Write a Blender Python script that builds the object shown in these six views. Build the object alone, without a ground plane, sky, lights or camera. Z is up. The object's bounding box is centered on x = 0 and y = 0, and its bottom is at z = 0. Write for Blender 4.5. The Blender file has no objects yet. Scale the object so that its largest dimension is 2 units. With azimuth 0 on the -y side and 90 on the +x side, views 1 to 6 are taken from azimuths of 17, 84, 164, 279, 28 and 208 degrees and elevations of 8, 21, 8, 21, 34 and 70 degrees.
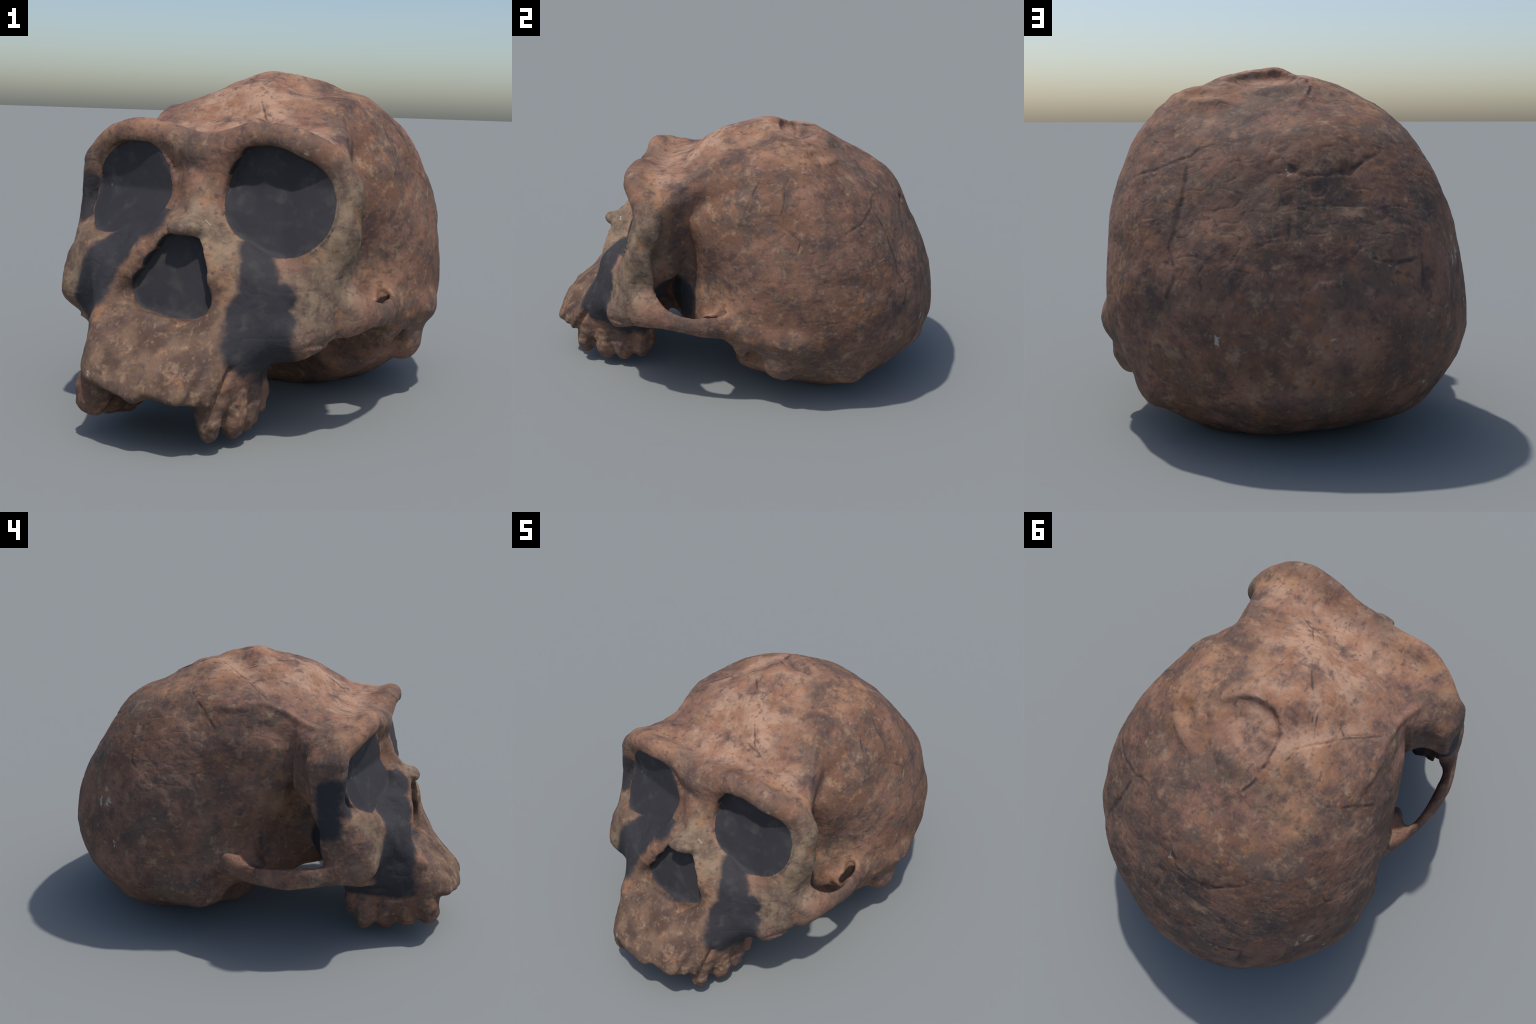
"""Fossil hominin skull: a skull solid built from anatomical primitives
(distance functions blended together), meshed with surface nets, roughened
with noise, and split into named anatomical parts."""
import bpy, math
import numpy as np

VOX = 0.0085

# --------------------------------------------------------------------------
# Cross-sections of the braincase: radius from its centre, every 22.5 degrees
# round (0 = front, 90 = skull's left, +x), one ring per elevation angle.
# --------------------------------------------------------------------------
VAULT_CENTRE = (0.0, 0.25, 0.58)
VAULT_BOTTOM, VAULT_TOP = 0.600, 0.706
VAULT_RINGS = {
    -67.5: [0.6, 0.608, 0.617, 0.626, 0.64, 0.659, 0.655, 0.641, 0.634, 0.632, 0.626, 0.612, 0.596, 0.588, 0.587, 0.591],
    -45.0: [0.632, 0.648, 0.663, 0.669, 0.69, 0.731, 0.722, 0.731, 0.724, 0.721, 0.724, 0.67, 0.623, 0.598, 0.592, 0.61],
    -22.5: [0.686, 0.694, 0.721, 0.718, 0.724, 0.742, 0.749, 0.766, 0.774, 0.762, 0.74, 0.705, 0.614, 0.602, 0.594, 0.645],
      0.0: [0.735, 0.692, 0.647, 0.68, 0.682, 0.718, 0.72, 0.692, 0.711, 0.728, 0.678, 0.657, 0.587, 0.564, 0.55, 0.681],
     22.5: [0.831, 0.807, 0.741, 0.705, 0.704, 0.706, 0.655, 0.639, 0.643, 0.675, 0.674, 0.626, 0.6, 0.612, 0.671, 0.788],
     45.0: [0.801, 0.803, 0.798, 0.76, 0.733, 0.682, 0.651, 0.639, 0.653, 0.666, 0.674, 0.66, 0.658, 0.697, 0.762, 0.792],
     67.5: [0.766, 0.752, 0.744, 0.737, 0.71, 0.665, 0.648, 0.64, 0.641, 0.649, 0.665, 0.682, 0.694, 0.696, 0.706, 0.742],
}


# --------------------------------------------------------------------------
# small numeric helpers
# --------------------------------------------------------------------------
def catmull(t):
    return np.stack([-.5*t + t*t - .5*t**3, 1 - 2.5*t*t + 1.5*t**3,
                     .5*t + 2*t*t - 1.5*t**3, -.5*t*t + .5*t**3], -1)


def vault_table(n_az=360, n_el=181):
    """Radius of the braincase on a fine direction table (spline of the rings)."""
    rows = [np.full(16, VAULT_BOTTOM)] + [np.array(VAULT_RINGS[k]) for k in sorted(VAULT_RINGS)] + [np.full(16, VAULT_TOP)]
    rows = [np.roll(rows[1], 8)] + rows + [np.roll(rows[-2], 8)]
    rows = np.array(rows)
    a = np.arange(n_az) * 16.0 / n_az
    ia = np.floor(a).astype(int)
    wa = catmull(a - ia)
    ring = sum(rows[:, (ia + i - 1) % 16] * wa[:, i] for i in range(4))
    e = np.linspace(0, 8, n_el)
    ie = np.clip(np.floor(e).astype(int), 0, 7)
    we = catmull(e - ie)
    return sum(ring[ie + j] * we[:, j][:, None] for j in range(4)).astype(np.float32)


def spline(points, n=12, closed=False):
    """Catmull-Rom curve through control points of any dimension."""
    p = np.array(points, float)
    if closed:
        p = np.vstack([p[-1:], p, p[:2]])
    else:
        p = np.vstack([2*p[0] - p[1], p, 2*p[-1] - p[-2]])
    t = np.linspace(0, 1, n, endpoint=False)
    w = catmull(t)
    out = [w @ p[i:i+4] for i in range(len(p) - 3)]
    out = np.vstack(out)
    return out if closed else np.vstack([out, p[-2:-1]])


def smin(a, b, k):
    h = np.maximum(k - np.abs(a - b), 0) / k
    return np.minimum(a, b) - h*h*k*0.25


def smax(a, b, k):
    return -smin(-a, -b, k)


def polygon_distance(px, pz, loop):
    """Signed distance to a closed 2D outline (negative inside)."""
    d = np.full(px.shape, 1e9)
    inside = np.zeros(px.shape, bool)
    n = len(loop)
    for i in range(n):
        x0, z0 = loop[i]
        x1, z1 = loop[(i+1) % n]
        ex, ez = x1-x0, z1-z0
        wx, wz = px-x0, pz-z0
        t = np.clip((wx*ex + wz*ez)/(ex*ex + ez*ez + 1e-12), 0, 1)
        d = np.minimum(d, (wx-ex*t)**2 + (wz-ez*t)**2)
        c = (z0 > pz) != (z1 > pz)
        if abs(ez) > 1e-12:
            inside ^= c & (px < (x1-x0)*(pz-z0)/(z1-z0) + x0)
    return np.where(inside, -1, 1)*np.sqrt(d)


def thin_plate(landmarks, qx, qz, smooth=1e-4):
    """Smooth sheet y(x, z) through landmark points (x, z, y)."""
    L = np.array(landmarks, float)
    n = len(L)

    def phi(r2):
        return 0.5*r2*np.log(r2 + 1e-9)
    r2 = (L[:, None, 0]-L[None, :, 0])**2 + (L[:, None, 1]-L[None, :, 1])**2
    P = np.c_[np.ones(n), L[:, :2]]
    A = np.zeros((n+3, n+3))
    A[:n, :n] = phi(r2) + smooth*np.eye(n)
    A[:n, n:] = P
    A[n:, :n] = P.T
    c = np.linalg.solve(A, np.r_[L[:, 2], 0, 0, 0])
    out = c[n] + c[n+1]*qx + c[n+2]*qz
    for i in range(n):
        out = out + c[i]*phi((qx-L[i, 0])**2 + (qz-L[i, 1])**2)
    return out


def lattice(ix, iy, iz, seed):
    h = (ix*374761393 + iy*668265263 + iz*2147483647 + seed*1274126177) & 0xffffffff
    h = ((h ^ (h >> 13))*1274126177) & 0xffffffff
    h = ((h ^ (h >> 16))*2246822519) & 0xffffffff
    return ((h ^ (h >> 15)) & 0xffff)/32767.5 - 1.0


def noise3(p, scale, seed=0):
    q = p*scale
    i = np.floor(q).astype(np.int64)
    f = q - i
    f = f*f*f*(f*(f*6-15)+10)
    out = 0
    for dx in (0, 1):
        for dy in (0, 1):
            for dz in (0, 1):
                w = (f[:, 0] if dx else 1-f[:, 0])*(f[:, 1] if dy else 1-f[:, 1])*(f[:, 2] if dz else 1-f[:, 2])
                out = out + w*lattice(i[:, 0]+dx, i[:, 1]+dy, i[:, 2]+dz, seed)
    return out


def polyline_distance(p, pts):
    """Distance of points p to a polyline, and the position along it (0..1)."""
    best = np.full(len(p), 1e9)
    along = np.zeros(len(p))
    m = len(pts) - 1
    for i in range(m):
        a, b = pts[i], pts[i+1]
        e = b - a
        t = np.clip(((p-a) @ e)/(e @ e + 1e-12), 0, 1)
        d = np.linalg.norm(p - a - t[:, None]*e, axis=1)
        c = d < best
        best = np.where(c, d, best)
        along = np.where(c, (i+t)/m, along)
    return best, along


# --------------------------------------------------------------------------
# the skull solid
# --------------------------------------------------------------------------
LOW = np.array([-0.80, -1.07, -0.06])
HIGH = np.array([0.80, 1.07, 1.42])
gx = np.arange(LOW[0], HIGH[0], VOX, dtype=np.float32)
gy = np.arange(LOW[1], HIGH[1], VOX, dtype=np.float32)
gz = np.arange(LOW[2], HIGH[2], VOX, dtype=np.float32)
AXES = (gx, gy, gz)


class Solid:
    def __init__(self, field):
        self.f = field

    def block(self, lo, hi, pad):
        s, g = [], []
        for ax in range(3):
            i0 = max(0, int((lo[ax]-pad-LOW[ax])/VOX))
            i1 = min(len(AXES[ax]), int((hi[ax]+pad-LOW[ax])/VOX)+2)
            s.append(slice(i0, i1))
            sh = [1, 1, 1]
            sh[ax] = -1
            g.append(AXES[ax][i0:i1].reshape(sh))
        return tuple(s), g

    def apply(self, lo, hi, shape, k, cut=False):
        s, (x, y, z) = self.block(lo, hi, k + 0.02)
        d = shape(x, y, z).astype(np.float32)
        self.f[s] = smax(self.f[s], -d, k) if cut else smin(self.f[s], d, k)

    def ellipsoid(self, c, r, k=0.04, cut=False, turn=0.0, tilt=0.0):
        """turn: degrees about z; tilt: degrees about x."""
        c, r = np.array(c, float), np.array(r, float)
        ct, st = math.cos(math.radians(turn)), math.sin(math.radians(turn))
        ci, si = math.cos(math.radians(tilt)), math.sin(math.radians(tilt))
        R = float(r.max())

        def shape(x, y, z):
            dx, dy, dz = x-c[0], y-c[1], z-c[2]
            u, v = ct*dx + st*dy, -st*dx + ct*dy
            v, w = ci*v + si*dz, -si*v + ci*dz
            k0 = np.sqrt((u/r[0])**2 + (v/r[1])**2 + (w/r[2])**2)
            k1 = np.sqrt((u/r[0]**2)**2 + (v/r[1]**2)**2 + (w/r[2]**2)**2)
            return k0*(k0-1)/np.maximum(k1, 1e-4)
        self.apply(c-R, c+R, shape, k, cut)

    def rope(self, points, k=0.04, cut=False, flat=(1, 1, 1), n=6):
        """Tube through control points (x, y, z, radius); flat squashes its section."""
        pts = spline(points, n)
        fl = np.array(flat, float)
        lo = (pts[:, :3] - pts[:, 3:]*fl).min(0)
        hi = (pts[:, :3] + pts[:, 3:]*fl).max(0)

        def shape(x, y, z):
            best = None
            for a, b in zip(pts[:-1], pts[1:]):
                e = (b[:3]-a[:3])/fl
                wx, wy, wz = (x-a[0])/fl[0], (y-a[1])/fl[1], (z-a[2])/fl[2]
                t = np.clip((wx*e[0]+wy*e[1]+wz*e[2])/(e @ e + 1e-9), 0, 1)
                d = np.sqrt((wx-e[0]*t)**2 + (wy-e[1]*t)**2 + (wz-e[2]*t)**2) - (a[3]+(b[3]-a[3])*t)
                best = d if best is None else np.minimum(best, d)
            return best*fl.min()
        self.apply(lo, hi, shape, k, cut)


def braincase():
    table = vault_table()
    x, y, z = gx[:, None, None], gy[None, :, None], gz[None, None, :]
    dx, dy, dz = x-VAULT_CENTRE[0], y-VAULT_CENTRE[1], z-VAULT_CENTRE[2]
    h = np.sqrt(dx*dx + dy*dy)
    r = np.sqrt(h*h + dz*dz)
    az = np.degrees(np.arctan2(dx, -dy)) % 360 + 0*dz
    el = np.degrees(np.arctan2(dz, h)) + 90
    ia, ie = np.floor(az).astype(np.int32), np.clip(np.floor(el).astype(np.int32), 0, 179)
    fa, fe = (az-ia).astype(np.float32), (el-ie).astype(np.float32)
    ia, ib = ia % 360, (ia+1) % 360
    R = (table[ie, ia]*(1-fa) + table[ie, ib]*fa)*(1-fe) + (table[ie+1, ia]*(1-fa) + table[ie+1, ib]*fa)*fe
    return (r - R).astype(np.float32)


# ---- outlines in front view (x, z) --------------------------------------
# openings as unions of stadium shapes: (from, to, radius)
LEFT_ORBIT = [((.200, .862), (.262, .832), .175), ((.130, .985), (.165, .985), .046)]
RIGHT_ORBIT = [((-.31, .945), (-.38, .945), .085), ((-.315, .875), (-.40, .87), .135), ((-.29, .835), (-.42, .80), .105), ((-.44, .79), (-.455, .775), .085)]
NASAL_OPENING = [((-.115, .668), (-.055, .672), .055), ((-.15, .60), (-.04, .605), .068), ((-.188, .527), (-.03, .512), .076)]


def opening_distance(px, pz, shapes):
    best = None
    for (x0, z0), (x1, z1), r in shapes:
        ex, ez = x1-x0, z1-z0
        t = np.clip(((px-x0)*ex + (pz-z0)*ez)/(ex*ex + ez*ez), 0, 1)
        d = np.sqrt((px-x0-ex*t)**2 + (pz-z0-ez*t)**2) - r
        best = d if best is None else smin(best, d, .03)
    return best


def opening_box(shapes):
    lo = [min(min(a[i], b[i]) - r for a, b, r in shapes) for i in (0, 1)]
    hi = [max(max(a[i], b[i]) + r for a, b, r in shapes) for i in (0, 1)]
    return np.array(lo), np.array(hi)


# outline of the facial mask seen from the front
FACE_OUTLINE = [(.30, 1.05), (.39, 1.02), (.445, .965), (.485, .90), (.503, .84), (.527, .744), (.515, .69), (.495, .60), (.498, .56),
                (.525, .515), (.545, .46), (.52, .40), (.44, .365), (.34, .31), (.215, .28), (.150, .23), (.095, .198), (.04, .195), (-.02, .213), (-.085, .238), (-.135, .217), (-.19, .218), (-.25, .232), (-.32, .242), (-.375, .255),
                (-.415, .265), (-.46, .31), (-.57, .355), (-.635, .40), (-.645, .46), (-.628, .57), (-.615, .66), (-.608, .75), (-.606, .86),
                (-.59, .95), (-.53, 1.02), (-.42, 1.05), (-.1, 1.03)]
# landmarks of the facial surface: (x, z, y)
FACE_LANDMARKS = [(-.10, 1.06, -.575), (-.09, .935, -.588), (-.09, .853, -.615), (-.091, .792, -.666), (0, .755, -.669), (-.166, .782, -.659),
                  (.037, .874, -.575), (.135, 1.038, -.575), (.30, 1.03, -.585), (.416, .829, -.598), (.272, .662, -.644), (.22, .654, -.682),
                  (.13, .717, -.625), (.495, .84, -.575), (.52, .74, -.585), (.495, .60, -.56), (.545, .50, -.50), (.337, .545, -.698),
                  (.443, .505, -.627), (.356, .361, -.717), (.17, .629, -.742), (.164, .547, -.767), (.319, .50, -.701), (.27, .30, -.68),
                  (.013, .717, -.722), (.06, .568, -.765), (.05, .50, -.77), (.123, .452, -.813), (.123, .406, -.839), (.175, .304, -.815), (.22, .25, -.70),
                  (-.088, .434, -.750), (-.166, .445, -.745), (-.273, .505, -.710), (-.281, .532, -.727), (-.252, .636, -.719), (-.296, .635, -.705),
                  (-.35, .528, -.736), (-.324, .507, -.745), (-.251, .398, -.826), (-.335, .382, -.839), (.013, .384, -.858), (-.1, .39, -.85), (-.139, .328, -.912),
                  (.02, .318, -.929), (.087, .328, -.876), (-.315, .262, -.94), (-.135, .211, -.985), (-.04, .20, -.995), (.06, .225, -.975), (.125, .21, -.855), (-.386, .232, -.867),
                  (-.43, .23, -.70), (-.425, .32, -.745), (-.39, .413, -.80), (.065, .284, -.915), (.43, .727, -.625), (.38, .648, -.65), (-.54, .75, -.435), (-.20, .96, -.53), (-.42, .42, -.72), (-.205, .86, -.55), (-.172, .83, -.58), (-.24, .74, -.63), (-.275, .70, -.665), (.19, .69, -.665), (.122, .275, -.85), (-.37, .415, -.81),
                  (-.437, .704, -.535), (-.36, .70, -.575), (-.36, .62, -.675), (-.42, .60, -.65), (-.533, .568, -.59), (-.50, .69, -.56), (-.578, .434, -.58), (-.60, .43, -.56),
                  (-.47, .44, -.635), (-.473, .34, -.62), (-.556, .90, -.395), (-.575, .75, -.415), (-.50, 1.0, -.432), (-.35, 1.04, -.51)]


# depth of the plain filling in each opening
FILL_LEFT = lambda x, z: -.572 - .29*np.maximum(.90 - z, 0) - .12*np.maximum(x - .25, 0) + .3*np.maximum(.17 - x, 0)*np.clip((z - .80)/.1, 0, 1)
FILL_RIGHT = lambda x, z: -.442 - .55*np.maximum(.855 - z, 0) - .40*np.maximum(x+.473, 0) - .6*np.minimum(x+.473, 0)
FILL_NOSE = lambda x, z: -.680 - .22*np.maximum(.68 - z, 0) + .15*np.maximum(-.12 - x, 0)


def skull():
    s = Solid(braincase())
    # ---- braincase details
    s.ellipsoid((-.03, -.25, .02), (.44, .33, .28), .10, cut=True)            # cranial base rises towards the palate
    s.ellipsoid((.52, -.345, .66), (.19, .085, .25), .05, cut=True)           # temporal fossa, left
    s.ellipsoid((-.54, -.21, .59), (.18, .095, .29), .05, cut=True)          # temporal fossa, right
    s.ellipsoid((-.05, -.30, .48), (.27, .24, .20), .08)                    # sphenoid and pterygoid block
    s.rope([(.54, -.10, .41, .035), (.63, .07, .39, .04), (.66, .19, .37, .042), (.62, .31, .35, .04)], .06)
    s.ellipsoid((.59, .14, .26), (.08, .10, .11), .04)
    s.ellipsoid((.13, .84, .22), (.14, .09, .065), .07)                   # nuchal swelling
    s.ellipsoid((-.32, -.33, 1.03), (.12, .09, .05), .08)                    # mastoid processes
    s.ellipsoid((-.49, .28, .22), (.09, .12, .075), .08)
    s.ellipsoid((-.545, .33, .30), (.075, .11, .09), .07)
    s.ellipsoid((.42, -.20, .21), (.26, .14, .16), .03, cut=True)
    s.ellipsoid((.46, .01, .29), (.07, .075, .065), .03)
    s.ellipsoid((.565, .0, .24), (.05, .045, .09), .03, cut=True)           # notch in front of the mastoid
    s.ellipsoid((-.40, -.02, .17), (.16, .16, .14), .06, cut=True)
    s.ellipsoid((.545, .47, .195), (.065, .09, .075), .05)
    s.ellipsoid((.02, .33, .0), (.10, .12, .07), .04, cut=True)             # foramen magnum
    # temporal lines: creases between the forehead and the side walls
    s.rope([(.385, -.38, .985, .03), (.355, -.30, 1.05, .035), (.315, -.17, 1.12, .035), (.33, -.02, 1.145, .035), (.34, .12, 1.165, .035), (.335, .235, 1.175, .035), (.28, .34, 1.17, .03)], .08)
    s.ellipsoid((.27, -.33, 1.035), (.12, .08, .055), .08)
    s.rope([(.20, .075, 1.230, .035), (.10, .06, 1.248, .04), (.0, .05, 1.253, .035)], .09)             # lip in front of the hollow
    s.rope([(-.43, -.32, .98, .03), (-.39, -.23, 1.02, .035), (-.36, -.06, 1.10, .035), (-.37, .06, 1.11, .035), (-.36, .20, 1.11, .03), (-.32, .34, 1.10, .03)], .07)
    s.ellipsoid((.085, .255, 1.290), (.135, .115, .075), .035, cut=True)
    s.ellipsoid((.06, .29, 1.215), (.05, .04, .02), .03)                           # lumps in the pit
    s.ellipsoid((.14, .25, 1.215), (.04, .035, .02), .03)          # hollow at the crown with a steep front lip
    s.rope([(.20, .195, 1.278, .026), (.12, .160, 1.288, .034), (.03, .160, 1.293, .034), (-.025, .215, 1.283, .026)], .018, cut=True)
    s.rope([(.36, .265, 1.228, .03), (.27, .355, 1.228, .03), (.15, .42, 1.235, .03)], .035, cut=True)   # groove behind it
    s.ellipsoid((-.13, -.34, 1.163), (.18, .08, .05), .06, cut=True)              # trough behind the right brow
    s.ellipsoid((.24, -.14, 1.287), (.12, .20, .055), .06, cut=True)
    s.ellipsoid((-.10, -.27, 1.232), (.15, .07, .05), .06, cut=True, turn=-25)    # dent on the forehead

    # ---- upper jaw: rounded snout, sections stacked up z
    zs = [.10, .20, .28, .34, .40, .45, .50, .60, .70]
    front = [-.97, -.975, -.955, -.900, -.830, -.77, -.72, -.69, -.66]
    width = [.30, .31, .31, .30, .28, .26, .24, .20, .15]
    middle = [-.115, -.115, -.11, -.105, -.10, -.10, -.10, -.10, -.10]

    def snout(x, y, z):
        zz = np.clip(z, zs[0], zs[-1])
        fy, w, cx = np.interp(zz, zs, front), np.interp(zz, zs, width), np.interp(zz, zs, middle)
        d = -.52 - fy
        u, v = np.abs(x-cx)/w, np.maximum(-.52-y, 0)/d
        f = ((u**2.6 + v**2.6)**(1/2.6) - 1)*np.minimum(w, d)*0.9
        f = smax(f, y + .42, .08)
        f = smax(f, z - .72, .06)
        return smax(f, (.205 + .25*np.maximum(0, y + .80)*.3) - z, .035)
    s.apply((-.48, -1.03, .15), (.26, -.38, .75), snout, .05)

    # ---- facial mask
    def mask(x, y, z):
        qx, qz = np.broadcast_arrays(x[:, 0, :].astype(float), z[0, :, :].astype(float))
        sheet = thin_plate(FACE_LANDMARKS, qx, qz)
        rim = polygon_distance(qx, qz, spline(FACE_OUTLINE, 4, True))
        left = np.clip((qx - .33 + .09*np.clip((.60 - qz)/.16, 0, 1))/.15, 0, 1)
        right = np.clip((-.42 - qx)/.12, 0, 1)
        thick = .30 - .190*left*left*(3-2*left) - .13*right*right*(3-2*right)
        gx_, gz_ = np.gradient(sheet, VOX)
        slope = 1/np.sqrt(1 + gx_**2 + gz_**2)
        sheet, rim, thick, slope = (a[:, None, :] for a in (sheet, rim, thick, slope))
        f = smax((sheet - y)*slope, (y - sheet - thick)*slope, .05)
        return smax(f, rim, np.where(z < .36, .022, .06))
    s.apply((-.68, -1.03, .16), (.60, -.25, 1.10), mask, .05)
    # right cheek's side plate
    s.rope([(-.582, -.36, .95, .028), (-.596, -.365, .80, .028), (-.602, -.38, .68, .028), (-.607, -.41, .56, .030)], .04, flat=(1, 2.0, 1))
    s.rope([(-.590, -.43, .58, .026), (-.602, -.435, .52, .030), (-.612, -.44, .46, .030)], .05, flat=(1, 3.2, 1))

    # ---- brow ridge
    s.rope([(.465, -.52, .86, .040), (.445, -.525, .93, .045), (.395, -.555, .995, .050), (.29, -.582, 1.045, .054), (.15, -.565, 1.060, .054),
            (.04, -.542, 1.032, .056), (-.07, -.530, 1.005, .056), (-.16, -.515, 1.035, .05), (-.26, -.495, 1.065, .047), (-.38, -.475, 1.064, .047),
            (-.47, -.425, 1.033, .047), (-.54, -.368, .98, .043), (-.56, -.345, .90, .038)], .06)
    # shelf from the brow back to the forehead
    s.rope([(.37, -.43, .98, .045), (.25, -.46, 1.02, .06), (0, -.45, .99, .06), (-.25, -.41, 1.0, .05), (-.40, -.36, 1.01, .05)], .08)

    s.ellipsoid((-.36, -.34, .53), (.11, .075, .14), .05)                   # wall behind the right socket
    s.ellipsoid((-.58, -.165, .78), (.07, .10, .20), .03, cut=True)         # open back of the right cheek plate

    s.ellipsoid((.455, -.37, .42), (.065, .085, .15), .02, cut=True)        # open floor of the left fossa

    # ---- zygomatic arches
    s.rope([(.49, -.57, .46, .028), (.542, -.46, .450, .022), (.572, -.35, .430, .019), (.580, -.25, .42, .019), (.565, -.12, .42, .022), (.58, .05, .41, .03)],
           .03, flat=(1, 1, 2.3))
    s.rope([(-.60, -.48, .46, .030), (-.656, -.37, .445, .028), (-.677, -.25, .43, .028), (-.672, -.12, .413, .028), (-.632, .02, .412, .027), (-.575, .13, .42, .027), (-.53, .24, .41, .03)],
           .03, flat=(1, 1, 1.75))
    s.ellipsoid((.53, -.15, .42), (.07, .12, .045), .05)
    s.ellipsoid((-.54, .05, .42), (.06, .12, .045), .05)

    s.ellipsoid((.545, -.205, .475), (.030, .065, .035), .008, cut=True)      # broken hollow in the arch root

    # ---- palate vault, tooth rows
    s.ellipsoid((-.10, -.66, .12), (.19, .26, .15), .03, cut=True)
    s.rope([(.085, -.815, .165, .046), (.118, -.72, .165, .052), (.132, -.60, .165, .056), (.135, -.535, .165, .052)], .03, flat=(1, 1, 1.75))
    s.rope([(-.345, -.82, .185, .06), (-.345, -.70, .175, .075), (-.34, -.56, .17, .078), (-.345, -.50, .17, .07)], .03, flat=(1, 1, 1.25))
    for c, r in TEETH:
        s.ellipsoid(c, r, .016)

    # ---- eye sockets and nasal opening, cut back to the plain filling
    for loop, fill, k in ((LEFT_ORBIT, FILL_LEFT, .012),
                          (RIGHT_ORBIT, FILL_RIGHT, .012),
                          (NASAL_OPENING, FILL_NOSE, .010)):
        lo2, hi2 = opening_box(loop)

        def socket(x, y, z, loop=loop, fill=fill):
            qx, qz = np.broadcast_arrays(x[:, 0, :].astype(float), z[0, :, :].astype(float))
            d = opening_distance(qx, qz, loop)[:, None, :]
            back = fill(qx, qz)[:, None, :]
            return smax(d, y - back, .02)

        def plug(x, y, z, loop=loop, fill=fill):
            qx, qz = np.broadcast_arrays(x[:, 0, :].astype(float), z[0, :, :].astype(float))
            d = opening_distance(qx, qz, loop)[:, None, :] - .01
            back = fill(qx, qz)[:, None, :]
            return np.maximum(np.maximum(d, back - y), y - back - .12)
        s.apply((lo2[0]-.01, -.85, lo2[1]-.01), (hi2[0]+.01, -.25, hi2[1]+.01), plug, .006)
        s.apply((lo2[0], -.85, lo2[1]), (hi2[0], -.3, hi2[1]), socket, k, cut=True)

    # ---- nasal bones: bridge with a small projecting shelf, raised rim on the right
    s.rope([(-.085, -.565, .90, .035), (-.075, -.595, .84, .035), (-.06, -.635, .78, .04), (-.055, -.675, .757, .036)], .03)
    s.ellipsoid((-.062, -.695, .753), (.066, .056, .027), .02, turn=-18)
    s.rope([(-.112, -.733, .745, .016), (-.062, -.732, .740, .022), (.0, -.695, .736, .022)], .015)
    s.rope([(-.125, -.645, .765, .020), (-.185, -.668, .715, .019), (-.240, -.695, .650, .021), (-.275, -.712, .575, .016)], .03)
    # ---- front of the jaw: flake edge, root bulges and the grooves between them
    s.rope([(.105, -.872, .345, .008), (.088, -.925, .290, .012), (.065, -.972, .225, .012), (.055, -.985, .19, .010)], .012, cut=True)
    s.rope([(.125, -.850, .340, .016), (.115, -.880, .270, .020), (.095, -.900, .205, .020)], .025)
    s.rope([(.15, -.835, .300, .010), (.135, -.875, .245, .012), (.115, -.90, .195, .010)], .012, cut=True)
    s.rope([(-.135, -.935, .30, .02), (-.135, -.955, .22, .026)], .03)
    s.rope([(-.31, -.91, .30, .02), (-.315, -.918, .255, .022)], .03)
    return s.f


# worn tooth stumps: centre and radii
TEETH = [((.088, -.842, .155), (.048, .050, .112)), ((.128, -.742, .152), (.058, .062, .122)), ((.142, -.645, .152), (.064, .060, .126)), ((.142, -.558, .152), (.064, .054, .118)),
         ((-.345, -.835, .168), (.070, .056, .090)), ((-.345, -.735, .16), (.085, .062, .102)), ((-.345, -.635, .148), (.092, .062, .110)), ((-.345, -.535, .145), (.09, .062, .112))]


def surface_nets(f):
    n = f.shape
    inside = f < 0
    corners = [(i, j, k) for i in (0, 1) for j in (0, 1) for k in (0, 1)]

    def sub(a, c):
        return a[c[0]:n[0]-1+c[0], c[1]:n[1]-1+c[1], c[2]:n[2]-1+c[2]]
    count = sum(sub(inside, c).astype(np.int8) for c in corners)
    ci = np.argwhere((count > 0) & (count < 8))
    index = np.full((n[0]-1, n[1]-1, n[2]-1), -1, np.int64)
    index[tuple(ci.T)] = np.arange(len(ci))
    val = np.stack([f[ci[:, 0]+c[0], ci[:, 1]+c[1], ci[:, 2]+c[2]] for c in corners], 1)
    acc, num = np.zeros((len(ci), 3)), np.zeros(len(ci))
    for a in range(8):
        for b in range(a+1, 8):
            ca, cb = np.array(corners[a]), np.array(corners[b])
            if np.abs(ca-cb).sum() != 1:
                continue
            m = (val[:, a] < 0) != (val[:, b] < 0)
            t = val[m, a]/(val[m, a]-val[m, b])
            acc[m] += ca + t[:, None]*(cb-ca)
            num[m] += 1
    verts = LOW + (ci + acc/num[:, None])*VOX
    quads = []
    for ax in range(3):
        o1, o2 = (ax+1) % 3, (ax+2) % 3
        sa, sb = [slice(None)]*3, [slice(None)]*3
        sa[ax], sb[ax] = slice(0, -1), slice(1, None)
        A, B = inside[tuple(sa)], inside[tuple(sb)]
        for flip in (False, True):
            e = np.argwhere((A & ~B) if not flip else (~A & B))
            e = e[(e[:, o1] > 0) & (e[:, o2] > 0) & (e[:, o1] < n[o1]-1) & (e[:, o2] < n[o2]-1)]
            q = []
            for d1, d2 in ((0, 0), (1, 0), (1, 1), (0, 1)):
                c = e.copy()
                c[:, o1] -= d1
                c[:, o2] -= d2
                q.append(index[tuple(c.T)])
            q = np.stack(q, 1)
            quads.append(q[:, ::-1] if flip else q)
    quads = np.vstack(quads)
    return verts, quads


def quad_edges(q):
    e = np.vstack([q[:, [0, 1]], q[:, [1, 2]], q[:, [2, 3]], q[:, [3, 0]]])
    return np.unique(np.sort(e, 1), axis=0)


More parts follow.
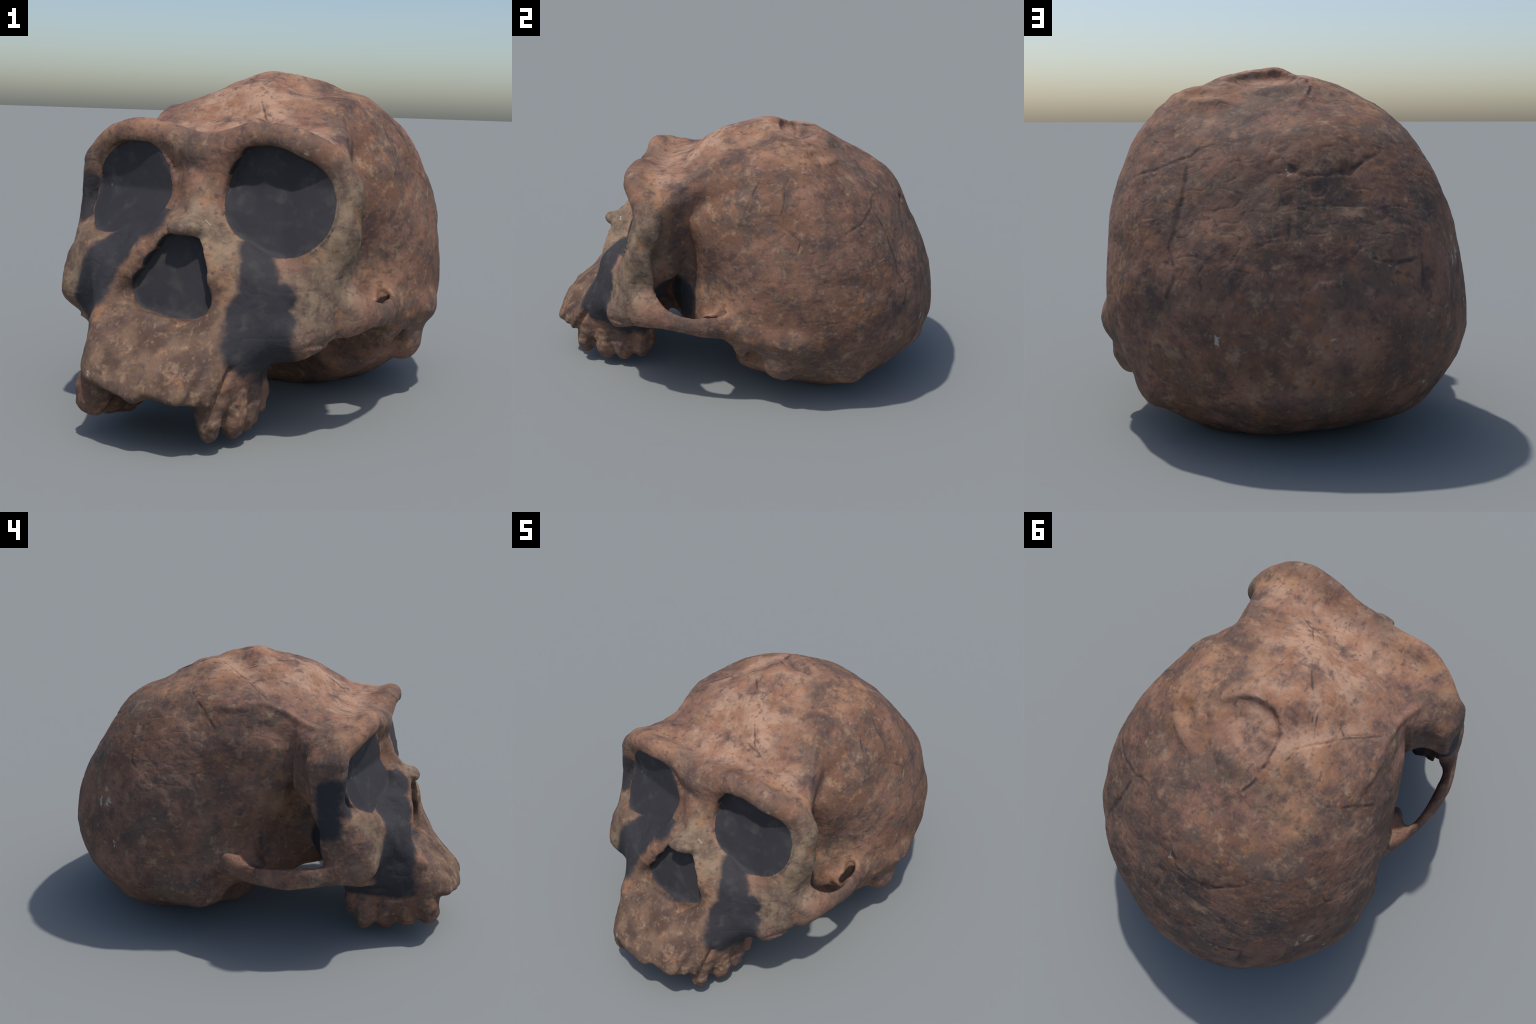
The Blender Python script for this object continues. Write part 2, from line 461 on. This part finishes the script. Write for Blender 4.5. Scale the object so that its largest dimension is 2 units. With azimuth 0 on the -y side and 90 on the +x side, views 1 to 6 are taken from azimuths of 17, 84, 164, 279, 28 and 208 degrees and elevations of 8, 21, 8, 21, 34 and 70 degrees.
def relax(v, q, rounds, amount):
    e = quad_edges(q)
    deg = np.bincount(e.ravel(), minlength=len(v)).astype(float)[:, None]
    for i in range(rounds):
        for a in (amount, -amount*1.02):
            s = np.zeros_like(v)
            for c in range(3):
                s[:, c] = np.bincount(e[:, 0], v[e[:, 1], c], len(v)) + np.bincount(e[:, 1], v[e[:, 0], c], len(v))
            v = v + a*(s/deg - v)
    return v


def subdivide(v, q):
    """Split every quad in four (new points averaged, Catmull-Clark-like relax follows)."""
    e = np.vstack([q[:, [0, 1]], q[:, [1, 2]], q[:, [2, 3]], q[:, [3, 0]]])
    u, inv = np.unique(np.sort(e, 1), axis=0, return_inverse=True)
    inv = inv.reshape(4, -1)
    nv, ne = len(v), len(u)
    mid = v[u].mean(1)
    cen = v[q].mean(1)
    c = nv + ne + np.arange(len(q))
    out = []
    for k in range(4):
        out.append(np.stack([q[:, k], nv+inv[k], c, nv+inv[k-1]], 1))
    return np.vstack([v, mid, cen]), np.vstack(out)


def normals_of(v, q):
    n = np.cross(v[q[:, 2]]-v[q[:, 0]], v[q[:, 3]]-v[q[:, 1]])
    out = np.zeros_like(v)
    for k in range(4):
        for c in range(3):
            out[:, c] += np.bincount(q[:, k], n[:, c], len(v))
    return out/np.maximum(np.linalg.norm(out, axis=1), 1e-12)[:, None]


# --------------------------------------------------------------------------
# surface relief: cracks, sutures, pits and lumps
# --------------------------------------------------------------------------
CRACKS = [
    # (depth, width, control points on the surface)
    (.0045, .0055, [(-.107, .294, 1.265), (-.133, .201, 1.269), (-.209, .124, 1.235), (-.271, .048, 1.206), (-.379, -.037, 1.160)]),
    (.0060, .0080, [(.029, .498, 1.162), (-.031, .422, 1.213), (-.048, .362, 1.244), (-.048, .252, 1.27)]),
    (.0030, .0050, [(.054, -.249, 1.192), (-.014, -.105, 1.268), (-.073, -.012, 1.279), (-.118, .082, 1.265)]),
    (.0040, .0050, [(-.158, .133, 1.252), (-.115, .031, 1.267), (-.153, -.012, 1.248), (-.214, .014, 1.224), (-.252, .056, 1.213)]),
    (.0045, .0060, [(.199, -.386, 1.082), (.054, -.328, 1.136), (-.022, -.377, 1.107), (-.09, -.401, 1.096), (-.116, -.437, 1.091)]),
    (.0035, .0050, [(.054, -.249, 1.192), (.105, -.343, 1.117), (.207, -.386, 1.081)]),
    (.0030, .0050, [(.425, .167, 1.19), (.514, .107, 1.11), (.57, .10, 1.024), (.594, .076, .952), (.619, .138, .917), (.636, .184, .889), (.657, .167, .803)]),
    (.0025, .0050, [(.467, -.003, 1.139), (.526, -.049, 1.036), (.544, -.086, .947)]),
    (.0050, .0070, [(.352, .558, 1.032), (.458, .528, .985), (.541, .482, .948), (.604, .396, .92)]),
    (.0060, .0090, [(.452, .565, .955), (.479, .634, .845), (.534, .68, .695), (.523, .729, .607), (.551, .714, .548)]),
    (.0030, .0050, [(.609, .558, .761), (.554, .615, .777)]),
    (.0050, .0080, [(.156, .718, .982), (.088, .776, .928), (-.048, .784, .946), (-.192, .722, 1.009)]),
    (.0040, .0080, [(.148, .804, .845), (.172, .852, .749)]),
    (.0070, .0080, [(-.09, .933, .675), (-.167, .935, .658), (-.266, .903, .672), (-.26, .932, .582)]),
    (.0030, .0050, [(-.201, .337, 1.231), (-.356, .32, 1.163), (-.41, .26, 1.124), (-.464, .192, 1.049)]),
    (.0030, .0060, [(-.452, .58, .927), (-.477, .588, .867), (-.511, .507, .817), (-.548, .405, .76)]),
]
PITS = [((-.248, -.494, 1.105), .020, .010), ((.134, .744, .95), .026, .010), ((-.05, .79, .945), .025, .009), ((.443, -.632, .505), .012, .004),
        ((-.155, .935, .665), .022, .009), ((.16, .80, .84), .02, .006), ((-.095, -.655, .80), .014, .008), ((-.02, .60, 1.10), .03, .006),
        ((.25, .62, 1.03), .03, .005), ((-.5, .55, .62), .035, .004), ((.63, .25, .55), .04, .005), ((.30, .80, .62), .04, .005)]
KNOBS = [((.534, -.09, .951), .028, .008), ((.60, .44, .925), .035, .006), ((-.135, .02, 1.255), .07, .006), ((-.20, .06, 1.235), .05, .004),
         ((.67, .22, .40), .03, .008), ((.66, .30, .42), .025, .007), ((.64, .33, .36), .03, .006), ((.505, -.52, .82), .016, .006), ((.51, -.51, .70), .018, .007),
         ((.0, -.672, .757), .014, .005), ((-.05, .98, .47), .06, .008), ((.2, .93, .36), .07, .006)]


CRESTS = [
    # (height, width, control points): temporal lines stand up, the walls below them are hollowed
    (.016, .018, [(.425, -.41, 1.035), (.38, -.31, 1.08), (.35, -.18, 1.155), (.375, -.02, 1.185), (.39, .12, 1.185), (.395, .22, 1.17)]),
    (.013, .018, [(-.47, -.35, 1.01), (-.42, -.245, 1.06), (-.39, -.05, 1.145), (-.405, .06, 1.135), (-.40, .20, 1.125)]),
    (-.015, .045, [(.47, -.33, .96), (.455, -.19, 1.04), (.475, -.03, 1.09), (.49, .12, 1.09)]),
    (-.010, .045, [(-.47, -.21, .98), (-.465, -.05, 1.05), (-.475, .08, 1.04)]),
    (.006, .012, [(.03, .50, 1.165), (-.02, .43, 1.215), (-.06, .36, 1.24)]),
    (.006, .030, [(-.03, -.60, .80), (.03, -.68, .74), (.065, -.76, .58)]),
]


def relief(v, n):
    w = v + 0.012*np.stack([noise3(v, 16, s) for s in (31, 32, 33)], 1)
    d = (0.0065*noise3(v, 4.2, 1) + 0.0042*noise3(v, 9.0, 2) + 0.0024*noise3(v, 19.0, 3)
         + 0.0009*noise3(w, 42.0, 4) + 0.0004*noise3(w, 85.0, 5))
    ridged = 1 - np.abs(noise3(w*np.array([1, 1, 1.5]), 14.0, 7))
    d -= 0.0012*np.clip((ridged - .85)/.15, 0, 1)
    worn = np.clip((.235 - v[:, 2])/.05, 0, 1)*np.clip((-.45 - v[:, 1])/.05, 0, 1)     # broken tooth stumps and jaw edge
    d += worn*(0.009*noise3(v, 17, 11) + 0.006*noise3(w, 34, 12))
    for depth, width, pts in CRACKS:
        depth = depth*(.55 if pts[0][1] > .4 else .9)
        pts = spline(pts, 5)
        near = np.all((v > pts.min(0) - .06) & (v < pts.max(0) + .06), axis=1)
        dist, along = polyline_distance(w[near], pts)
        taper = np.clip(np.minimum(along, 1-along)*6, .25, 1)
        d[near] -= depth*taper*np.exp(-(dist/width)**2)
        d[near] += .2*depth*taper*np.exp(-((dist-2.2*width)/(1.2*width))**2)
    for height, width, pts in CRESTS:
        pts = spline(pts, 5)
        near = np.all((v > pts.min(0) - .12) & (v < pts.max(0) + .12), axis=1)
        dist, along = polyline_distance(v[near] + .6*(w - v)[near], pts)
        d[near] += height*np.clip(np.minimum(along, 1-along)*5 + .3, .3, 1)*np.exp(-(dist/width)**2)
    for sign, spots in ((-1, PITS), (1, KNOBS)):
        for c, r, h in spots:
            q = ((w - np.array(c))**2).sum(1)
            d += sign*h*np.exp(-q/(r*r))
    return d


def filling_weight(v):
    """1 deep inside a socket outline on its plain filling, 0 on bone, for each socket."""
    out = []
    for loop, fill in ((LEFT_ORBIT, FILL_LEFT), (RIGHT_ORBIT, FILL_RIGHT), (NASAL_OPENING, FILL_NOSE)):
        lo, hi = opening_box(loop)
        wgt = np.full(len(v), -1.0)
        near = (v[:, 1] < -.3) & (v[:, 0] > lo[0]-.02) & (v[:, 0] < hi[0]+.02) & (v[:, 2] > lo[1]-.02) & (v[:, 2] < hi[1]+.02)
        p = v[near]
        d = -opening_distance(p[:, 0], p[:, 2], loop)
        gap = np.abs(p[:, 1] - fill(p[:, 0], p[:, 2]))
        wgt[near] = np.where(gap < .035, d, -1)
        out.append(wgt)
    return out


field = skull()
verts, quads = surface_nets(field)
verts = relax(verts, quads, 4, 0.5)
verts, quads = subdivide(verts, quads)
verts = relax(verts, quads, 5, 0.5)
nrm = normals_of(verts, quads)
fills = filling_weight(verts)
calm = np.clip(np.max(fills, 0)/.015, 0, 1)
verts = verts + nrm*(relief(verts, nrm)*(1 - .88*calm))[:, None]
# the skull stands on the ground
verts[:, 2] = np.maximum(verts[:, 2], 0.0)
nrm = normals_of(verts, quads)

# --------------------------------------------------------------------------
# anatomical regions
# --------------------------------------------------------------------------
cen = verts[quads].mean(1)
X, Y, Z = cen.T
names = ["braincase", "brow_ridge", "upper_jaw", "nasal_bone", "cheekbone", "cheekbone", "zygomatic_arch", "zygomatic_arch",
         "mastoid_process", "mastoid_process", "orbit_filling", "orbit_filling", "nasal_filling"] + ["tooth"]*len(TEETH)
region = np.zeros(len(cen), int)
region[(Y < -.34) & (Z < .55)] = 2
region[(Y < -.45) & (Z < .80)] = 2
face = (Y < -.26) & (Z < .98)
region[face & (X > .19) & (Z > .30) & (Y < -.40)] = 4
region[face & (X < -.37) & (Z > .33) & ((Y < -.45) | (X < -.53))] = 5
bd, _ = polyline_distance(cen, np.array([(.47, -.53, .88), (.42, -.55, .97), (.29, -.59, 1.05), (.15, -.58, 1.065), (-.02, -.55, 1.02), (-.16, -.53, 1.04), (-.30, -.50, 1.065),
                                         (-.47, -.43, 1.03), (-.56, -.36, .92)]))
region[(bd < .105) & (Z > .90) & (Y < -.30)] = 1
nd, _ = polyline_distance(cen, np.array([(-.085, -.59, .91), (-.06, -.66, .77), (-.05, -.70, .745)]))
region[(nd < .085) & (Z > .715) & (Z < .93) & (X < .035) & (X > -.15)] = 3
region[(X > .50) & (Y > -.47) & (Y < -.02) & (Z > .33) & (Z < .52)] = 6
region[(X < -.52) & (Y > -.33) & (Y < .06) & (Z > .33) & (Z < .50)] = 7
region[np.linalg.norm((cen - np.array((.59, .11, .24)))/np.array((.13, .13, .12)), axis=1) < 1] = 8
region[np.linalg.norm((cen - np.array((-.50, .27, .19)))/np.array((.13, .13, .11)), axis=1) < 1] = 9
for i, w in enumerate(fills):
    region[w[quads].mean(1) > .004] = 10 + i
tooth_d = np.stack([np.linalg.norm((cen - np.array(c))/np.array(r), axis=1) for c, r in TEETH], 1)
near = (tooth_d.min(1) < 1.25) & (Z < .205)
region[near] = 13 + tooth_d.argmin(1)[near]


# --------------------------------------------------------------------------
# materials
# --------------------------------------------------------------------------
class Graph:
    def __init__(self, name):
        self.mat = bpy.data.materials.new(name)
        self.mat.use_nodes = True
        self.t = self.mat.node_tree
        self.bsdf = self.t.nodes["Principled BSDF"]
        self.object_pos = self.t.nodes.new("ShaderNodeTexCoord").outputs["Object"]
        self.token = None

    @property
    def pos(self):
        """Object position; made to wait for the last result so that the shader is evaluated step by step."""
        if self.token is None:
            return self.object_pos
        return self.vec("ADD", self.object_pos, self.vec("SCALE", self.token, scale=1e-6))

    def put(self, sock, v):
        if isinstance(v, bpy.types.NodeSocket):
            self.t.links.new(v, sock)
        elif isinstance(v, tuple) and len(v) == 3 and sock.type == "RGBA":
            sock.default_value = (*v, 1)
        else:
            sock.default_value = v

    def math(self, op, a, b=0.0, c=0.0, clamp=False):
        n = self.t.nodes.new("ShaderNodeMath")
        n.operation = op
        n.use_clamp = clamp
        for s, v in zip(n.inputs, (a, b, c)):
            self.put(s, v)
        return n.outputs[0]

    def vec(self, op, a, b=(0, 0, 0), scale=1.0):
        n = self.t.nodes.new("ShaderNodeVectorMath")
        n.operation = op
        self.put(n.inputs[0], a)
        if op == "SCALE":
            self.put(n.inputs["Scale"], scale)
        else:
            self.put(n.inputs[1], b)
        return n.outputs["Value"] if op in ("DOT_PRODUCT", "LENGTH", "DISTANCE") else n.outputs["Vector"]

    def noise(self, scale, detail=3.0, rough=.55, distortion=0.0, vec=None, colour=False):
        n = self.t.nodes.new("ShaderNodeTexNoise")
        self.put(n.inputs["Vector"], vec if vec is not None else self.pos)
        n.inputs["Scale"].default_value = scale
        n.inputs["Detail"].default_value = detail
        n.inputs["Roughness"].default_value = rough
        n.inputs["Distortion"].default_value = distortion
        return n.outputs["Color" if colour else "Fac"]

    def span(self, v, lo, hi, a=0.0, b=1.0):
        n = self.t.nodes.new("ShaderNodeMapRange")
        n.interpolation_type = "SMOOTHSTEP"
        for k, x in (("Value", v), ("From Min", lo), ("From Max", hi), ("To Min", a), ("To Max", b)):
            self.put(n.inputs[k], x)
        return n.outputs["Result"]

    def mix(self, f, a, b, mode="MIX"):
        n = self.t.nodes.new("ShaderNodeMix")
        n.data_type = "RGBA"
        n.blend_type = mode
        self.put(n.inputs[0], f)
        self.put(n.inputs[6], a)
        self.put(n.inputs[7], b)
        self.token = n.outputs[2]
        return n.outputs[2]

    def stretched(self, s):
        return self.vec("MULTIPLY", self.pos, s)

    def capsule(self, p, a, b):
        """Distance of p to the segment a-b."""
        a, b = np.array(a, float), np.array(b, float)
        e = b - a
        pa = self.vec("SUBTRACT", p, tuple(a))
        t = self.math("DIVIDE", self.vec("DOT_PRODUCT", pa, tuple(e)), float(e @ e), clamp=True)
        return self.vec("LENGTH", self.vec("SUBTRACT", pa, self.vec("SCALE", tuple(e), scale=t)))

    def blobs(self, p, items, divide=False):
        """Smallest (distance - radius), or distance / radius, over capsules (a, b, radius)."""
        best = None
        for a, b, r in items:
            q = p if best is None else self.vec("ADD", p, self.vec("SCALE", (1e-6, 0, 0), scale=best))
            d = self.vec("DISTANCE", q, tuple(a)) if tuple(a) == tuple(b) else self.capsule(q, a, b)
            d = self.math("DIVIDE" if divide else "SUBTRACT", d, r)
            best = d if best is None else self.math("MINIMUM", best, d)
        return best

    def finish(self, colour, rough, height, strength, distance=.004):
        self.put(self.bsdf.inputs["Base Color"], colour)
        self.put(self.bsdf.inputs["Roughness"], rough)
        self.bsdf.inputs["Specular IOR Level"].default_value = .14
        b = self.t.nodes.new("ShaderNodeBump")
        b.inputs["Strength"].default_value = strength
        b.inputs["Distance"].default_value = distance
        self.put(b.inputs["Height"], height)
        self.t.links.new(b.outputs["Normal"], self.bsdf.inputs["Normal"])
        return self.mat


def filler_colour(g):
    c = g.mix(g.noise(5, 4), (.030, .028, .034), (.048, .046, .050))
    c = g.mix(g.span(g.noise(16, 5, .6), .5, .75), c, (.060, .058, .056))
    return c


def filling_material():
    g = Graph("dark_filling")
    c = filler_colour(g)
    pale = g.span(g.blobs(g.vec("ADD", g.pos, g.vec("SCALE", g.noise(40, 2, colour=True), scale=.012)),
                          [((-.466, -.43, .862),)*2 + (.004,), ((-.53, -.39, .864),)*2 + (.006,)]), .004, -.002)
    c = g.mix(pale, c, (.20, .21, .20))
    g.token = None
    return g.finish(c, .62, g.noise(70, 3), .12)


# dark modelling compound on the bone, plus painted fossa shade: capsules (from, to, radius)
COMPOUND = [((.150, -.65, .705), (.195, -.74, .62), .036), ((.20, -.74, .62), (.235, -.73, .50), .065), ((.24, -.73, .525), (.29, -.70, .535), .045),
            ((.215, -.76, .47), (.225, -.75, .36), .098), ((.265, -.72, .44), (.27, -.71, .33), .072), ((.165, -.82, .37), (.20, -.79, .31), .045),
            ((.24, -.62, .24), (.20, -.45, .27), .05),
            ((-.195, -.62, .765), (-.36, -.60, .675), .050), ((-.34, -.64, .665), (-.42, -.64, .58), .075), ((-.29, -.66, .69), (-.36, -.68, .60), .05), ((-.42, -.64, .58), (-.465, -.62, .44), .085),
            ((-.36, -.69, .59), (-.39, -.70, .50), .050), ((-.45, -.62, .42), (-.44, -.64, .31), .062), ((-.43, -.64, .28), (-.42, -.45, .30), .050),
            ((-.60, -.35, .85), (-.605, -.36, .66), .060), ((-.575, -.41, .86), (-.58, -.41, .72), .045), ((-.22, -.56, .80), (-.22, -.56, .86), .028),
            ((.34, -.40, .46), (.36, -.44, .36), .12), ((-.42, -.36, .52), (-.42, -.38, .40), .11)]  # last two: near-black areas deep in the temporal fossae
PALE_SPOTS = [((-.488, .71, .658), (-.478, .725, .64), .011), ((-.47, .722, .70), (-.462, .728, .71), .007), ((-.547, .669, .471), (-.547, .672, .46), .011), ((.411, .845, .42), (.411, .85, .40), .010),
              ((.074, .978, .429), (.06, .98, .424), .007), ((-.286, .864, .241), (-.30, .86, .235), .009), ((.139, .75, .945), (.145, .75, .94), .006),
              ((-.158, .94, .65), (-.14, .945, .65), .006), ((-.45, .757, .662), (-.45, .76, .62), .007), ((.20, .86, .20), (.19, .86, .195), .008),
              ((.0, -.675, .762), (-.003, -.675, .752), .007), ((-.315, -.945, .262), (-.31, -.945, .258), .008), ((.33, -.63, 1.02), (.335, -.63, 1.02), .006)]


def bone_material(name, face):
    g = Graph(name)
    wob = g.vec("SUBTRACT", g.noise(9, 3, .6, colour=True), (.5, .5, .5))

    def near(s):
        return g.vec("ADD", g.pos, g.vec("SCALE", wob, scale=s))
    # broad tints
    brown, grey, rose, tan, orange = (.172, .091, .060), (.138, .094, .072), (.250, .134, .094), (.300, .195, .128), (.300, .145, .076)
    c = g.mix(g.span(g.noise(3.4, 3, .6), .38, .62), brown, rose)
    c = g.mix(g.span(g.noise(5.2, 3, .6, vec=g.vec("ADD", g.pos, (5, 1, 3))), .45, .62, 0, .9), c, grey)
    # pale pinkish forehead and crown, ochre face, rusty patches
    fore = g.span(g.blobs(near(.22), [((.0, -.25, 1.15), (-.05, .12, 1.27), .24), ((-.25, -.35, 1.05), (.30, -.45, 1.05), .12)]), .10, -.12)
    c = g.mix(fore, c, g.mix(g.span(g.noise(8, 3, .6), .38, .62), (.280, .142, .090), (.385, .238, .165)))
    if face:
        cheek = g.span(g.blobs(near(.22), [((.42, -.62, .55), (.48, -.56, .85), .14), ((.0, -.7, .78), (.08, -.75, .55), .12), ((-.52, -.55, .5), (-.5, -.5, .6), .12)]), .08, -.08)
        c = g.mix(cheek, c, g.mix(g.span(g.noise(9, 3, .6), .36, .64), (.135, .095, .068), (.255, .185, .125)))
        snout = g.span(g.blobs(near(.15), [((-.12, -.85, .38), (-.10, -.90, .22), .27)]), .06, -.06)
        c = g.mix(snout, c, g.mix(g.span(g.noise(9, 3, .6), .36, .64), (.092, .056, .040), (.175, .110, .075)))
        rusty = [((.07, -.76, .62), (.08, -.76, .52), .05), ((.30, -.5, 1.07), (.42, -.45, 1.0), .07), ((-.3, -.47, 1.09), (-.48, -.42, 1.04), .07), ((-.25, -.70, .64), (-.25, -.71, .60), .03)]
    else:
        rusty = [((.26, .02, 1.22), (.30, .22, 1.2), .11), ((.46, -.22, .52), (.53, -.15, .46), .09), ((-.42, -.16, .78), (-.43, -.18, .62), .08), ((-.18, .30, 1.24), (-.25, .42, 1.16), .10)]
    rust = g.span(g.blobs(near(.2), rusty), .07, -.07)
    c = g.mix(g.math("MULTIPLY", rust, g.span(g.noise(11, 3, .65), .35, .62)), c, (.345, .190, .110))
    # mottling: ochre and tan flecks, dark purple-grey stains, streaky grain
    c = g.mix(g.span(g.noise(11, 3, .68, .2, vec=g.vec("ADD", g.pos, (2, 7, 1))), .55, .70, 0, .7), c, orange)
    c = g.mix(g.span(g.noise(15, 3, .68, .2, vec=g.vec("ADD", g.pos, (9, 2, 4))), .54, .70, 0, .8), c, tan)
    c = g.mix(g.span(g.noise(7.0, 4, .70, .1, vec=g.vec("ADD", g.pos, (1, 4, 8))), .44, .72, 0, .85), c, (.080, .054, .050))
    c = g.mix(g.span(g.noise(30, 3, .68, .2, vec=g.stretched((1, .7, 1.2))), .52, .70, 0, .68), c, (.078, .058, .058))
    c = g.mix(g.span(g.noise(50, 2, .6, .3, vec=g.stretched((1.2, .6, 1))), .57, .72, 0, .30), c, (.33, .24, .175))
    c = g.mix(.5, c, g.mix(g.noise(75, 3, .62), (.62, .60, .60), (1.38, 1.36, 1.34)), "MULTIPLY")
    if not face:
        # dark lines along the cracks
        segments = [(a, b, width*1.15) for depth, width, pts in CRACKS for a, b in zip(pts[:-1], pts[1:])]
        line = g.blobs(near(.022), segments, True)
        line = g.math("MULTIPLY", g.span(line, 1.25, .25), g.span(g.noise(18, 2), .36, .55, .15, .75))
        c = g.mix(line, c, (.050, .038, .036))
    # pale chips
    spots = [s for s in PALE_SPOTS if (s[0][1] < -.4) == face]
    pale = g.span(g.blobs(g.vec("ADD", g.pos, g.vec("SCALE", g.vec("SUBTRACT", g.noise(45, 2, .6, colour=True), (.5, .5, .5)), scale=.05)), spots), .004, -.004)
    c = g.mix(g.math("MULTIPLY", pale, .8), c, (.40, .38, .33))
    # dark modelling compound, with the dark fossa floors and the near-black arch pit
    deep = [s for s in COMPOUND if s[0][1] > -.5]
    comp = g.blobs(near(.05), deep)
    if face:
        front = [tuple((x, y*.35, z) for x, y, z in s[:2]) + (s[2],) for s in COMPOUND if s[0][1] <= -.5]
        comp = g.math("MINIMUM", comp, g.blobs(g.vec("MULTIPLY", near(.05), (1, .35, 1)), front))
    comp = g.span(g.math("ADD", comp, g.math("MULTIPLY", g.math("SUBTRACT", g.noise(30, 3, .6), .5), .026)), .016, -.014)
    if face:
        flat = g.vec("MULTIPLY", near(.012), (1, 0, 1))
        depth = g.vec("DOT_PRODUCT", g.object_pos, (0, 1, 0))
        for shapes, back in ((LEFT_ORBIT + NASAL_OPENING, -.50), (RIGHT_ORBIT, -.37)):
            hole = g.blobs(flat, [((a[0], 0, a[1]), (b[0], 0, b[1]), r) for a, b, r in shapes])
            comp = g.math("MAXIMUM", comp, g.math("MULTIPLY", g.span(hole, .004, -.002), g.span(depth, back + .02, back - .02)))
    if not face:
        c = g.mix(g.span(g.blobs(near(.02), [((.545, -.25, .452), (.55, -.17, .452), .022)]), .008, -.004), c, (.022, .014, .011))
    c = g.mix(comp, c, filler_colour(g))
    g.token = None
    h = g.math("ADD", g.noise(34, 3, .6, .4), g.math("MULTIPLY", g.noise(110, 2, .6), .35))
    return g.finish(c, .74, h, .35, .006)


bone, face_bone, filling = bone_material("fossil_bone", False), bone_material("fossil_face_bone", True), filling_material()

# --------------------------------------------------------------------------
# objects: one skull, its parts split along shared borders
# --------------------------------------------------------------------------
root = bpy.data.objects.new("fossil_skull", None)
root.empty_display_size = .2
bpy.context.scene.collection.objects.link(root)
root["label"] = "brown mottled fossil hominin skull with dark filled eye sockets"
root["category"] = "skull"

for r, name in enumerate(names):
    f = quads[region == r]
    if len(f) == 0:
        continue
    used, inv = np.unique(f, return_inverse=True)
    f = inv.reshape(f.shape)
    me = bpy.data.meshes.new(name)
    me.vertices.add(len(used))
    me.vertices.foreach_set("co", verts[used].astype(np.float32).ravel())
    me.loops.add(f.size)
    me.loops.foreach_set("vertex_index", f.astype(np.int32).ravel())
    me.polygons.add(len(f))
    me.polygons.foreach_set("loop_start", np.arange(0, f.size, 4, dtype=np.int32))
    me.update(calc_edges=True)
    me.validate()
    me.shade_smooth()
    me.normals_split_custom_set_from_vertices(nrm[used].tolist())
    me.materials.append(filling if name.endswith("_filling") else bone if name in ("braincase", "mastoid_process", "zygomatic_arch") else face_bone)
    ob = bpy.data.objects.new(name, me)
    ob.parent = root
    bpy.context.scene.collection.objects.link(ob)
